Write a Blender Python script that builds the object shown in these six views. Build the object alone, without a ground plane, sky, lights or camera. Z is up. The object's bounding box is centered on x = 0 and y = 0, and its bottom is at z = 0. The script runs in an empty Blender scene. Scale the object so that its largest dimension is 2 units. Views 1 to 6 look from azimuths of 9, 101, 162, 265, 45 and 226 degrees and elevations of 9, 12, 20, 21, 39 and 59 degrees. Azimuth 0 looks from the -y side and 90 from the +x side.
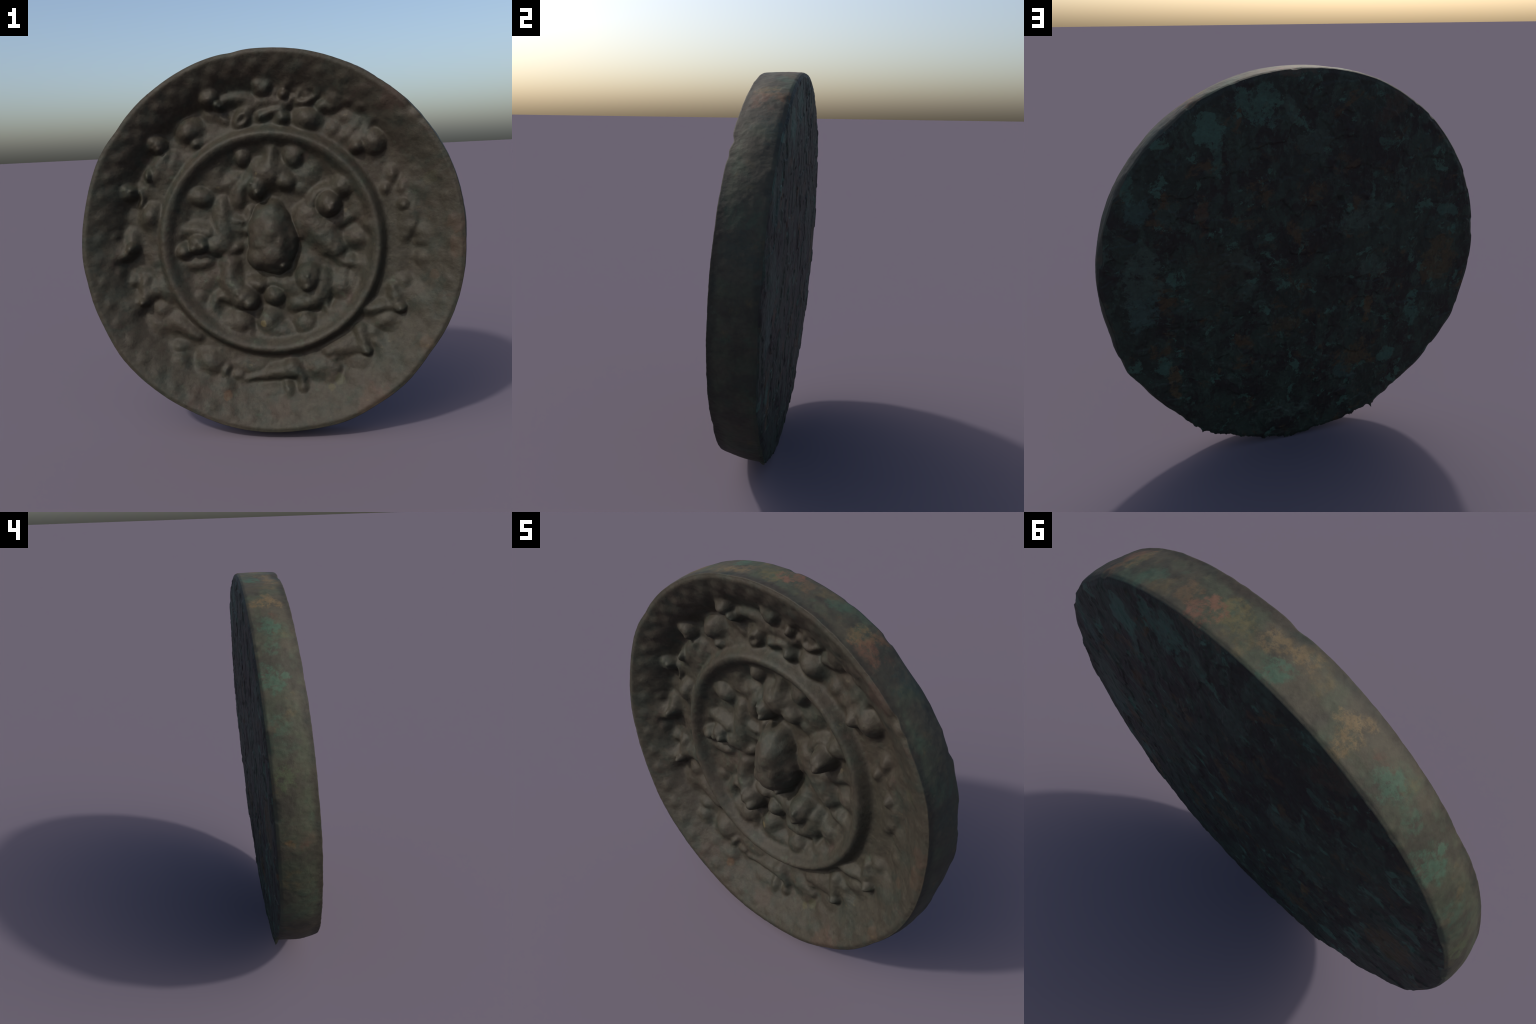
"""An ancient round bronze mirror leaning slightly back: deep dished relief face with a
crouching-beast knob, lions, birds, grapes and vine leaves, a raised inner ring, a steep
lobed rim, a rounded edge wall and a mottled, slightly domed mirror back.

Everything is described in the mirror's own frame: a = right, b = up, h = out of the face
(h = 0 at the back edge).  The relief is one continuous surface; each motif is then
separated into a named mesh whose border coincides with its neighbours."""
import bpy, math
import numpy as np
from mathutils import Matrix

# ------------------------------------------------------------------ pose of the mirror
POSE_CENTRE = (0.0, 0.0935, 1.0075)
YAW, PITCH = math.radians(0.6), math.radians(2.9)
N_AX = np.array([math.sin(YAW) * math.cos(PITCH), -math.cos(YAW) * math.cos(PITCH), math.sin(PITCH)])
A_AX = np.array([math.cos(YAW), math.sin(YAW), 0.0])
B_AX = np.cross(N_AX, A_AX)
POSE = Matrix(((A_AX[0], B_AX[0], N_AX[0], POSE_CENTRE[0]),
               (A_AX[1], B_AX[1], N_AX[1], POSE_CENTRE[1]),
               (A_AX[2], B_AX[2], N_AX[2], POSE_CENTRE[2]),
               (0, 0, 0, 1)))

# ------------------------------------------------------------------ small maths helpers
_rng = np.random.default_rng(20)
_TABLE = _rng.random((64, 64, 64)).astype(np.float32)


def noise3(x, y, z):
    """Smooth value noise in -1..1."""
    xi, yi, zi = np.floor(x).astype(int), np.floor(y).astype(int), np.floor(z).astype(int)
    fx, fy, fz = x - xi, y - yi, z - zi
    fx, fy, fz = (f * f * f * (f * (f * 6 - 15) + 10) for f in (fx, fy, fz))
    x0, x1, y0, y1, z0, z1 = xi & 63, (xi + 1) & 63, yi & 63, (yi + 1) & 63, zi & 63, (zi + 1) & 63
    t = _TABLE
    c00 = t[x0, y0, z0] * (1 - fx) + t[x1, y0, z0] * fx
    c10 = t[x0, y1, z0] * (1 - fx) + t[x1, y1, z0] * fx
    c01 = t[x0, y0, z1] * (1 - fx) + t[x1, y0, z1] * fx
    c11 = t[x0, y1, z1] * (1 - fx) + t[x1, y1, z1] * fx
    return 2 * ((c00 * (1 - fy) + c10 * fy) * (1 - fz) + (c01 * (1 - fy) + c11 * fy) * fz) - 1


def fbm(x, y, z, scale, octaves=4, gain=0.5):
    out, amp, tot = 0, 1.0, 0.0
    for o in range(octaves):
        s = scale * 2.03 ** o
        out = out + amp * noise3(x * s + 17.3 * o, y * s + 5.1 * o, z * s + 9.7 * o)
        tot += amp
        amp *= gain
    return out / tot


def smooth_max(p, q, k):
    t = np.clip(k - np.abs(p - q), 0, None) / k
    return np.maximum(p, q) + t * t * k * 0.25


def smooth_step(lo, hi, x):
    t = np.clip((x - lo) / (hi - lo), 0, 1)
    return t * t * (3 - 2 * t)


def radial_profile(points, width):
    """Piecewise profile h(r), rounded over the given width."""
    r = np.linspace(0, 1.1, 2201)
    h = np.interp(r, [p[0] for p in points], [p[1] for p in points])
    n = max(1, int(width / 1.1 * 2200)) | 1
    ker = np.hanning(n + 2)[1:-1]
    ker /= ker.sum()
    return r, np.convolve(np.pad(h, n // 2, mode="edge"), ker, mode="valid")


def periodic(points, theta_deg):
    """Closed outline r(theta) through control points (degrees, radius), Catmull-Rom style."""
    pts = sorted(points)
    t = np.array([p[0] for p in pts], float)
    r = np.array([p[1] for p in pts], float)
    t = np.concatenate([t[-2:] - 360, t, t[:3] + 360])
    r = np.concatenate([r[-2:], r, r[:3]])
    m = np.gradient(r, t)
    x = np.asarray(theta_deg) % 360
    i = np.clip(np.searchsorted(t, x, side="right") - 1, 0, len(t) - 2)
    w = t[i + 1] - t[i]
    s = (x - t[i]) / w
    return ((2 * s**3 - 3 * s**2 + 1) * r[i] + (s**3 - 2 * s**2 + s) * w * m[i]
            + (-2 * s**3 + 3 * s**2) * r[i + 1] + (s**3 - s**2) * w * m[i + 1])


# ------------------------------------------------------------------ outlines of the casting
FRONT_EDGE = [(2, .952), (13, .959), (24, .965), (33, .965), (39, .968), (42, .970), (51, .975), (57, .975), (62, .977),
              (72, .979), (78, .979), (87, .978), (95.5, .9785), (97.5, .9765), (99.5, .9765), (101.5, .979), (109, .982), (117, .981),
              (124, .980), (130, .981), (136, .979), (141, .976), (146, .982), (151, .985), (157, .982), (164, .978), (175, .981),
              (184, .984), (189, .980), (199, .981), (205, .979), (210, .983), (215, .986), (220, .984), (228, .978), (238, .972),
              (243, .969), (254, .973), (266, .974), (274, .972), (280, .970), (293, .972), (302, .963), (314, .960),
              (325, .951), (333, .955), (347, .956)]
BACK_EDGE = [(6, .997), (18, .995), (25, .998), (33, 1.001), (37, .994), (41, .995), (53, .992), (60, .997), (68, .991),
             (77, .988), (84, .986), (96, .987), (106, .988), (112, .991), (122, .987), (131, .988), (142, .984), (152, .984),
             (165, .982), (181, .982), (191, .977), (196, .978), (200, .986), (203, .988), (208, .981), (214, .975), (221, .977),
             (232, .970), (238, .978), (244, .988), (250, .987), (256, .992), (262, .986), (267, .993), (272, 1.003),
             (277, 1.001), (282, 1.000), (294, 1.001), (299, 1.006), (304, 1.003), (310, .988), (313, .982), (317, .979), (320, .979), (324, .984),
             (329, .980), (334, .994), (339, .985), (343, .987), (345, .981), (355, .984)]

RING_CENTRE, RING_RADIUS = (-0.0055, 0.007), 0.571
HUB = [(0, -.004), (.30, .000), (.455, .008), (.512, .046), (.542, .094), (.559, .105), (.577, .104), (.594, .074), (.608, .048), (1.1, .048)]
# the rim stands steeply over a sunken band at the upper left and runs out gently at the lower right
RIM_STEEP = [(0, .048), (.782, .048), (.820, .098), (.858, .137), (.90, .161), (.93, .184), (.957, .198), (.975, .200), (1.1, .200)]
RIM_GENTLE = [(0, .050), (.745, .047), (.80, .083), (.85, .132), (.90, .172), (.93, .192), (.957, .206), (.975, .208), (1.1, .208)]


def band_drop(theta):
    """How far the floor of the outer band lies above its mean level."""
    return -.012 * np.cos(theta - math.radians(150))

# ------------------------------------------------------------------ one grid for the face, one for the back
CELLS = 560


def disc_grid(n):
    """Square grid folded onto the unit disc: returns rho, theta of (n+1)^2 points."""
    u, v = np.meshgrid(np.linspace(-1, 1, n + 1), np.linspace(-1, 1, n + 1), indexing="xy")
    big = np.abs(u) > np.abs(v)
    uu, vv = np.where(u == 0, 1e-9, u), np.where(v == 0, 1e-9, v)
    rho = np.where(big, np.abs(u), np.abs(v))
    ang = np.where(big, math.pi / 4 * v / uu, math.pi / 2 - math.pi / 4 * u / vv)
    ang = np.where(big & (u < 0), ang + math.pi, ang)
    ang = np.where(~big & (v < 0), ang + math.pi, ang)
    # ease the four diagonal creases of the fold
    return rho, np.mod(ang, 2 * math.pi)


def front_radius(theta):
    """Outline of the lip; the lower right of the lip leans outward."""
    turn = (np.degrees(theta) + 12 + 180) % 360 - 180
    return periodic(FRONT_EDGE, np.degrees(theta)) - .002 * np.sin(theta) + .018 * (1 - smooth_step(35, 80, np.abs(turn)))


def back_radius(theta):
    return periodic(BACK_EDGE, np.degrees(theta)) + .001 + .005 * smooth_step(0, 1, -np.cos(theta)) - .002 * smooth_step(0, 1, np.cos(theta))


def back_level(theta):
    """The back edge is not quite flat: it sags a little away from the face on the right."""
    return -.006 - .007 * smooth_step(0, 1, np.cos(theta))


# the relief is worked out on a plain square grid and then carried over to the disc
STEP = .0025
axis = np.arange(-1.0, 1.0 + STEP / 2, STEP)
GA, GB = np.meshgrid(axis, axis)
ga, gb = GA, GB
theta = np.arctan2(GB, GA)
rho = np.hypot(GA, GB) / front_radius(theta)

# ------------------------------------------------------------------ base of the relief
prof_r, hub_h = radial_profile(HUB, 0.022)
_, steep_h = radial_profile(RIM_STEEP, 0.024)
_, gentle_h = radial_profile(RIM_GENTLE, 0.040)
ring_d = np.hypot(ga - RING_CENTRE[0], gb - RING_CENTRE[1])
rim_d = rho * 0.968
wob = fbm(ga, gb, 0 * ga, 3.0, 3)
wob2 = fbm(ga, gb, 0 * ga + 4, 9.0, 3)
lumps = fbm(ga, gb, 0 * ga + 11, 14.0, 3)
steepness = smooth_step(-.55, .75, np.cos(theta - math.radians(135)))
dish = (np.interp(rim_d + .006 * wob, prof_r, steep_h) * steepness + np.interp(rim_d + .012 * wob, prof_r, gentle_h) * (1 - steepness))
hub = np.interp(ring_d + .003 * wob, prof_r, hub_h)
H = np.where(rim_d > .70, dish, hub)
H += smooth_step(.60, .68, ring_d) * (1 - smooth_step(.80, .88, rim_d)) * band_drop(theta)
H += smooth_step(.5, .56, ring_d) * (1 - smooth_step(.58, .63, ring_d)) * (.0100 * ga / .57 - .0040 * gb / .57)
on_ring = smooth_step(.52, .55, ring_d) * (1 - smooth_step(.59, .62, ring_d))
in_field = (1 - smooth_step(.83, .88, rim_d)) * (1 - on_ring)
H += in_field * (.004 * wob + .007 * lumps + .006 * np.clip(wob2, -.2, 1) + .004 * fbm(ga, gb, 0 * ga + 41, 24.0, 2)) * (.55 + .45 * steepness)
BASE = H.copy()

PARTS = []            # (kind of thing, index of thing, part name)
label = np.zeros(H.shape, int)
_group = ["", 0]


def group(kind):
    _group[0] = kind
    _group[1] += 1


def _part(name):
    key = (_group[0], _group[1], name)
    if key not in PARTS:
        PARTS.append(key)
    return PARTS.index(key) + 1


def _merge(box, z, name, k=0.030):
    sub = H[box]
    win = z > sub - 0.001
    H[box] = np.where(z > -1, smooth_max(sub, z, k), sub)
    label[box][win] = _part(name)


# how each kind of piece is worn: (widening, roundness of its section, blend into its neighbours)
WEAR = {"head": (1.14, .66, .020), "muzzle": (1.10, .70, .014), "grape": (1.10, .64, .018), "foot": (1.15, .75, .016),
        "torso": (1.22, .90, .030), "haunch": (1.18, .80, .024), "shoulder": (1.2, .9, .026), "fruit": (1.12, .70, .018),
        "leaf": (1.28, 1.0, .030), "bud": (1.55, 1.2, .030), "ear": (1.2, .8, .02)}
LATE = []             # crisp pieces, set on after the soft ones have been worn down


def base_at(a, b):
    return float(BASE.ravel()[np.argmin((GA - a).ravel() ** 2 + (GB - b).ravel() ** 2)])


def _box(a, b, reach):
    inside = (GA > a - reach) & (GA < a + reach) & (GB > b - reach) & (GB < b + reach)
    rows, cols = np.where(inside.any(1))[0], np.where(inside.any(0))[0]
    return np.s_[rows[0]:rows[-1] + 1, cols[0]:cols[-1] + 1]


def blob(name, a, b, ra, rb, top, tilt=0, p=None):
    """A domed lump: half axes ra, rb, summit height top, turned by tilt degrees."""
    if name in ("head", "muzzle", "grape", "torso", "haunch", "fruit", "shoulder") or p is not None:
        LATE.append((tuple(_group), name, a, b, ra, rb, top, tilt, p))
        # a soft shoulder under it
        if p is None:
            _lump(name, a, b, ra * 1.25, rb * 1.25, base_at(a, b) + .4 * (top - base_at(a, b)), tilt, 1.0, .026)
    else:
        _lump(name, a, b, ra, rb, top, tilt, None, None)


def _lump(name, a, b, ra, rb, top, tilt, p, k):
    wide, sect, blend = WEAR.get(name, (1.15, .8, .024))
    p, k = p or sect, k or blend
    top = max(top, base_at(a, b) + .010)
    box = _box(a, b, max(ra, rb) * wide * 1.3)
    x, y, c, s = GA[box] - a, GB[box] - b, math.cos(math.radians(tilt)), math.sin(math.radians(tilt))
    wobble = wide + .16 * wob2[box]
    d2 = ((x * c + y * s) / (ra * wobble)) ** 2 + ((-x * s + y * c) / (rb * wobble)) ** 2
    foot = np.minimum(BASE[box], top - .012) - .012
    z = np.where(d2 < 1, foot + (top - foot) * np.clip(1 - d2, 0, 1) ** p, -2.0)
    _merge(box, z, name, k)


def limb(name, knots):
    """A rounded strand through knots (a, b, radius, summit height)."""
    knots = np.array(knots, float)
    for q in knots:
        q[3] = max(q[3], base_at(q[0], q[1]) + .008)
    for _ in range(2):                                   # round the path a little
        q = [knots[0]]
        for i in range(len(knots) - 1):
            q += [.75 * knots[i] + .25 * knots[i + 1], .25 * knots[i] + .75 * knots[i + 1]]
        q.append(knots[-1])
        knots = np.array(q)
    lo, hi = knots.min(0), knots.max(0)
    mid = (lo + hi) / 2
    box = _box(mid[0], mid[1], max(hi[0] - lo[0], hi[1] - lo[1]) / 2 + hi[2] * 2.0)
    x, y = GA[box], GB[box]
    best = np.full(x.shape, -2.0)
    foot = BASE[box]
    big = name in ("torso", "neck")
    for p, q in zip(knots[:-1], knots[1:]):
        e = q[:2] - p[:2]
        t = np.clip(((x - p[0]) * e[0] + (y - p[1]) * e[1]) / max(e @ e, 1e-9), 0, 1)
        d2 = (x - p[0] - t * e[0]) ** 2 + (y - p[1] - t * e[1]) ** 2
        rad = (p[2] + t * (q[2] - p[2])) * ((1.35 if big else 1.9) + .35 * wob2[box])
        top = p[3] + t * (q[3] - p[3])
        low = np.minimum(foot, top) - .010
        z = np.where(d2 < rad ** 2, low + (top - low) * np.clip(1 - d2 / rad ** 2, 0, 1) ** (.9 if big else 1.15), -2.0)
        best = np.maximum(best, z)
    _merge(box, best, name, .024)


# ------------------------------------------------------------------ the motifs
group("crouching_beast")
blob("torso", 0.006, 0.026, 0.107, 0.165, 0.138, tilt=6, p=0.4)
blob("shoulder", -0.058, -0.067, 0.061, 0.064, 0.120, p=0.6)
blob("shoulder", 0.056, 0.013, 0.053, 0.093, 0.138, p=0.7)
blob("haunch", 0.014, 0.076, 0.088, 0.107, 0.154, p=0.75)
blob("haunch", 0.007, -0.056, 0.088, 0.083, 0.140, p=0.5)
blob("neck", 0.018, 0.178, 0.051, 0.053, 0.088, tilt=5)
blob("foot", 0.066, -0.113, 0.032, 0.032, 0.122)
limb("leg", [(-0.104, 0.178, 0.019, 0.026), (-0.119, 0.070, 0.019, 0.028)])
group("lion")
blob("head", -0.067, 0.299, 0.056, 0.064, 0.094, tilt=10)
blob("muzzle", -0.056, 0.270, 0.035, 0.035, 0.104)
blob("muzzle", -0.086, 0.318, 0.029, 0.027, 0.094)
blob("torso", -0.008, 0.367, 0.099, 0.080, 0.086)
blob("haunch", 0.084, 0.325, 0.061, 0.048, 0.072, tilt=-30)
limb("tail", [(0.008, 0.413, 0.032, 0.070), (0.022, 0.466, 0.029, 0.060), (0.015, 0.500, 0.027, 0.050)])
limb("leg", [(-0.105, 0.325, 0.035, 0.055), (-0.157, 0.287, 0.029, 0.046), (-0.166, 0.234, 0.029, 0.044)])
group("fruit")
blob("fruit", -0.135, 0.457, 0.045, 0.051, 0.066)
group("fruit")
blob("fruit", 0.134, 0.454, 0.053, 0.059, 0.072, tilt=10)
group("lion")
blob("head", 0.309, 0.197, 0.061, 0.067, 0.132)
blob("muzzle", 0.320, 0.177, 0.043, 0.043, 0.146)
blob("muzzle", 0.335, 0.201, 0.029, 0.032, 0.138)
limb("torso", [(0.207, 0.136, 0.064, 0.054), (0.252, 0.066, 0.075, 0.060), (0.303, -0.001, 0.067, 0.062), (0.340, -0.041, 0.053, 0.056)])
blob("haunch", 0.379, 0.288, 0.064, 0.059, 0.088, tilt=20)
limb("mane", [(0.224, 0.206, 0.024, 0.044), (0.246, 0.252, 0.024, 0.048), (0.293, 0.273, 0.024, 0.054), (0.339, 0.268, 0.024, 0.060)])
limb("leg", [(0.328, 0.095, 0.029, 0.044), (0.395, 0.120, 0.029, 0.044), (0.449, 0.157, 0.035, 0.044)])
blob("foot", 0.422, -0.112, 0.056, 0.032, 0.050, tilt=10)
limb("leg", [(0.349, -0.067, 0.024, 0.036), (0.374, -0.107, 0.021, 0.040)])
group("vine_leaf")
blob("leaf", 0.461, 0.024, 0.075, 0.059, 0.066)
group("vine_leaf")
blob("leaf", 0.470, 0.181, 0.067, 0.067, 0.044)
group("fruit")
blob("fruit", -0.369, 0.258, 0.069, 0.051, 0.064, tilt=-15)
group("lion")
limb("torso", [(-0.256, 0.223, 0.032, 0.036), (-0.259, 0.154, 0.043, 0.048), (-0.255, 0.072, 0.051, 0.056), (-0.274, 0.004, 0.056, 0.060)])
blob("head", -0.385, 0.011, 0.056, 0.056, 0.090)
blob("muzzle", -0.362, -0.003, 0.037, 0.037, 0.098)
blob("muzzle", -0.409, -0.015, 0.035, 0.032, 0.090)
blob("haunch", -0.302, -0.004, 0.059, 0.061, 0.066)
blob("foot", -0.469, -0.032, 0.048, 0.043, 0.082, tilt=10)
limb("leg", [(-0.467, 0.081, 0.027, 0.044), (-0.408, 0.082, 0.029, 0.052), (-0.337, 0.063, 0.032, 0.060)])
limb("leg", [(-0.450, -0.101, 0.027, 0.040), (-0.392, -0.105, 0.029, 0.046), (-0.343, -0.092, 0.027, 0.042)])
limb("tail", [(-0.270, -0.105, 0.016, 0.030), (-0.231, -0.050, 0.016, 0.034), (-0.181, -0.017, 0.019, 0.034)])
group("lion")
blob("head", -0.153, -0.287, 0.072, 0.067, 0.110, tilt=-20)
blob("muzzle", -0.121, -0.311, 0.048, 0.048, 0.124)
blob("muzzle", -0.180, -0.260, 0.035, 0.032, 0.106)
limb("torso", [(-0.221, -0.107, 0.043, 0.050), (-0.232, -0.175, 0.051, 0.064), (-0.204, -0.243, 0.059, 0.080), (-0.158, -0.284, 0.061, 0.090)])
blob("shoulder", -0.083, -0.220, 0.080, 0.045, 0.058)
limb("leg", [(-0.230, -0.285, 0.027, 0.056), (-0.276, -0.277, 0.021, 0.050), (-0.315, -0.298, 0.019, 0.048), (-0.328, -0.363, 0.024, 0.042)])
blob("foot", -0.399, -0.284, 0.040, 0.035, 0.044)
group("fruit")
blob("fruit", 0.011, -0.279, 0.059, 0.056, 0.076)
group("vine_leaf")
blob("leaf", -0.180, -0.422, 0.077, 0.069, 0.080, tilt=10)
limb("stem", [(-0.128, -0.427, 0.013, 0.046), (-0.115, -0.461, 0.013, 0.048), (-0.138, -0.491, 0.013, 0.040)])
group("vine_leaf")
blob("leaf", -0.031, -0.428, 0.069, 0.072, 0.066, tilt=-15)
group("lion")
blob("head", 0.193, -0.188, 0.072, 0.075, 0.112)
blob("muzzle", 0.192, -0.171, 0.035, 0.037, 0.122)
blob("muzzle", 0.188, -0.226, 0.045, 0.040, 0.112)
limb("torso", [(0.121, -0.227, 0.067, 0.058), (0.189, -0.256, 0.080, 0.064)])
limb("leg", [(0.262, -0.198, 0.040, 0.066), (0.266, -0.258, 0.040, 0.072), (0.224, -0.312, 0.037, 0.072), (0.128, -0.326, 0.037, 0.062)])
limb("leg", [(0.077, -0.226, 0.045, 0.044), (0.007, -0.203, 0.035, 0.038)])
limb("tail", [(0.297, -0.213, 0.015, 0.040), (0.291, -0.294, 0.015, 0.044), (0.280, -0.349, 0.016, 0.044), (0.310, -0.399, 0.021, 0.042)])
group("vine_leaf")
blob("leaf", 0.376, -0.243, 0.069, 0.080, 0.060, tilt=20)
group("fruit")
blob("fruit", 0.172, -0.429, 0.067, 0.064, 0.076)
group("vine_leaf")
blob("leaf", 0.040, -0.474, 0.085, 0.045, 0.052)
blob("leaf", 0.272, -0.432, 0.053, 0.040, 0.046, tilt=25)
group("vine")
blob("bud", -0.224, 0.322, 0.045, 0.039, 0.030)
blob("bud", -0.175, 0.348, 0.035, 0.029, 0.032)
blob("bud", -0.297, 0.372, 0.053, 0.045, 0.024)
blob("bud", 0.191, 0.344, 0.048, 0.041, 0.032)
blob("bud", 0.231, 0.390, 0.040, 0.034, 0.030)
blob("bud", 0.167, 0.281, 0.035, 0.029, 0.030)
blob("bud", -0.174, 0.084, 0.035, 0.029, 0.026)
blob("bud", -0.194, 0.113, 0.024, 0.020, 0.030)
blob("bud", 0.154, 0.101, 0.032, 0.027, 0.030)
blob("bud", 0.174, -0.117, 0.035, 0.029, 0.022)
blob("bud", 0.381, -0.162, 0.035, 0.029, 0.034)
blob("bud", 0.494, -0.125, 0.040, 0.034, 0.038)
blob("bud", -0.324, -0.165, 0.067, 0.057, 0.020)
blob("bud", -0.384, -0.218, 0.053, 0.045, 0.024)
blob("bud", 0.357, -0.369, 0.053, 0.045, 0.034)
blob("bud", -0.266, -0.430, 0.053, 0.045, 0.032)
blob("bud", 0.525, 0.088, 0.040, 0.034, 0.036)
blob("bud", -0.287, 0.313, 0.035, 0.029, 0.030)
limb("stem", [(-0.202, 0.134, 0.016, 0.032), (-0.147, 0.119, 0.016, 0.034)])
limb("stem", [(0.161, 0.169, 0.019, 0.030), (0.146, 0.102, 0.019, 0.032), (0.157, 0.034, 0.016, 0.030)])
limb("stem", [(0.414, -0.094, 0.019, 0.040), (0.453, -0.149, 0.019, 0.040), (0.411, -0.230, 0.019, 0.040)])
group("vine_leaf")
blob("leaf", 0.254, -0.675, 0.078, 0.058, 0.093)
group("vine_leaf")
blob("leaf", 0.000, -0.803, 0.081, 0.047, 0.099)
group("grape_cluster")
blob("grape", -0.285, 0.757, 0.055, 0.050, 0.134)
blob("grape", -0.272, 0.782, 0.030, 0.027, 0.114)
group("grape_cluster")
blob("grape", -0.244, 0.726, 0.038, 0.031, 0.120, tilt=-25)
blob("grape", -0.228, 0.717, 0.018, 0.018, 0.113)
group("vine")
limb("stem", [(-0.227, 0.743, 0.023, 0.085), (-0.179, 0.762, 0.027, 0.087), (-0.110, 0.759, 0.027, 0.082), (-0.079, 0.749, 0.020, 0.076)])
limb("stem", [(-0.214, 0.649, 0.020, 0.059), (-0.252, 0.683, 0.020, 0.061), (-0.304, 0.687, 0.020, 0.056)])
limb("stem", [(-0.157, 0.638, 0.013, 0.081), (-0.136, 0.659, 0.013, 0.083), (-0.102, 0.680, 0.013, 0.082)])
group("vine_leaf")
blob("leaf", -0.405, 0.611, 0.066, 0.055, 0.099, tilt=25)
blob("leaf", -0.421, 0.582, 0.043, 0.030, 0.093)
group("vine_leaf")
blob("leaf", -0.372, 0.535, 0.030, 0.020, 0.083, tilt=20)
group("grape_cluster")
blob("grape", -0.578, 0.540, 0.055, 0.053, 0.110)
blob("grape", -0.597, 0.556, 0.033, 0.033, 0.110)
blob("grape", -0.566, 0.516, 0.030, 0.027, 0.108)
group("bird")
limb("torso", [(-0.634, 0.349, 0.036, 0.063), (-0.593, 0.392, 0.053, 0.077), (-0.571, 0.432, 0.050, 0.077), (-0.536, 0.486, 0.027, 0.073)])
blob("head", -0.637, 0.379, 0.021, 0.036, 0.102, tilt=5)
limb("wing", [(-0.575, 0.328, 0.022, 0.057), (-0.528, 0.383, 0.027, 0.063), (-0.504, 0.439, 0.025, 0.063), (-0.496, 0.479, 0.020, 0.059)])
group("grape_cluster")
blob("grape", -0.744, 0.295, 0.046, 0.048, 0.110)
blob("grape", -0.759, 0.315, 0.027, 0.027, 0.110)
blob("grape", -0.725, 0.304, 0.023, 0.023, 0.110)
group("vine_leaf")
blob("leaf", -0.653, 0.303, 0.060, 0.040, 0.055, tilt=-15)
group("vine_leaf")
blob("leaf", -0.644, 0.166, 0.056, 0.066, 0.095, tilt=-20)
limb("stem", [(-0.688, 0.307, 0.010, 0.075), (-0.673, 0.263, 0.010, 0.077), (-0.691, 0.222, 0.010, 0.073)])
group("bird")
blob("head", -0.746, -0.004, 0.033, 0.038, 0.133, tilt=-20)
limb("torso", [(-0.745, -0.010, 0.030, 0.119), (-0.783, -0.036, 0.036, 0.116), (-0.823, -0.051, 0.033, 0.106), (-0.847, -0.040, 0.027, 0.099)])
limb("wing", [(-0.778, -0.002, 0.027, 0.086), (-0.829, -0.012, 0.031, 0.082), (-0.847, -0.035, 0.027, 0.078)])
limb("tail", [(-0.758, 0.058, 0.030, 0.069), (-0.749, 0.028, 0.027, 0.082)])
group("bird")
blob("head", -0.697, -0.296, 0.031, 0.031, 0.129)
limb("neck", [(-0.689, -0.186, 0.028, 0.075), (-0.692, -0.234, 0.036, 0.085), (-0.696, -0.284, 0.032, 0.094)])
limb("wing", [(-0.707, -0.294, 0.027, 0.097), (-0.748, -0.312, 0.045, 0.102), (-0.792, -0.325, 0.045, 0.100)])
limb("wing", [(-0.683, -0.269, 0.027, 0.078), (-0.624, -0.233, 0.031, 0.076), (-0.573, -0.235, 0.040, 0.078)])
group("vine")
blob("bud", -0.821, -0.134, 0.020, 0.027, 0.072)
blob("bud", -0.763, -0.186, 0.030, 0.027, 0.069)
blob("bud", -0.829, 0.072, 0.017, 0.020, 0.073)
blob("bud", -0.611, -0.352, 0.040, 0.040, 0.067)
group("vine_leaf")
blob("leaf", -0.639, -0.430, 0.066, 0.060, 0.071, tilt=20)
group("vine_leaf")
blob("leaf", -0.528, -0.415, 0.050, 0.050, 0.074)
group("vine")
limb("stem", [(-0.500, -0.431, 0.023, 0.076), (-0.459, -0.466, 0.027, 0.077), (-0.413, -0.495, 0.020, 0.074)])
blob("bud", -0.521, -0.551, 0.040, 0.027, 0.079)
group("grape_cluster")
blob("grape", -0.515, -0.631, 0.053, 0.050, 0.105, tilt=-20)
group("vine_leaf")
blob("leaf", -0.350, -0.638, 0.080, 0.063, 0.107, tilt=-30)
limb("stem", [(-0.254, -0.660, 0.013, 0.088), (-0.269, -0.695, 0.015, 0.092), (-0.300, -0.718, 0.013, 0.084)])
group("bird")
limb("torso", [(-0.177, -0.733, 0.017, 0.073), (-0.126, -0.721, 0.018, 0.078), (-0.055, -0.706, 0.027, 0.085), (0.016, -0.687, 0.036, 0.093), (0.079, -0.680, 0.041, 0.096)])
limb("neck", [(0.096, -0.673, 0.040, 0.106), (0.144, -0.705, 0.024, 0.097), (0.149, -0.755, 0.024, 0.095), (0.137, -0.783, 0.024, 0.092)])
limb("leg", [(0.063, -0.760, 0.017, 0.098), (0.078, -0.784, 0.023, 0.112), (0.073, -0.813, 0.027, 0.110)])
blob("head", 0.152, -0.771, 0.028, 0.030, 0.102)
limb("wing", [(-0.195, -0.670, 0.027, 0.063), (-0.142, -0.673, 0.031, 0.068), (-0.087, -0.669, 0.027, 0.066)])
group("vine_leaf")
blob("leaf", -0.277, -0.785, 0.050, 0.063, 0.090, tilt=-10)
limb("stem", [(-0.270, -0.679, 0.018, 0.086), (-0.268, -0.714, 0.017, 0.086)])
limb("stem", [(-0.212, -0.708, 0.017, 0.083), (-0.185, -0.708, 0.013, 0.083)])
group("bird")
blob("head", 0.486, -0.568, 0.035, 0.030, 0.134)
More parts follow.
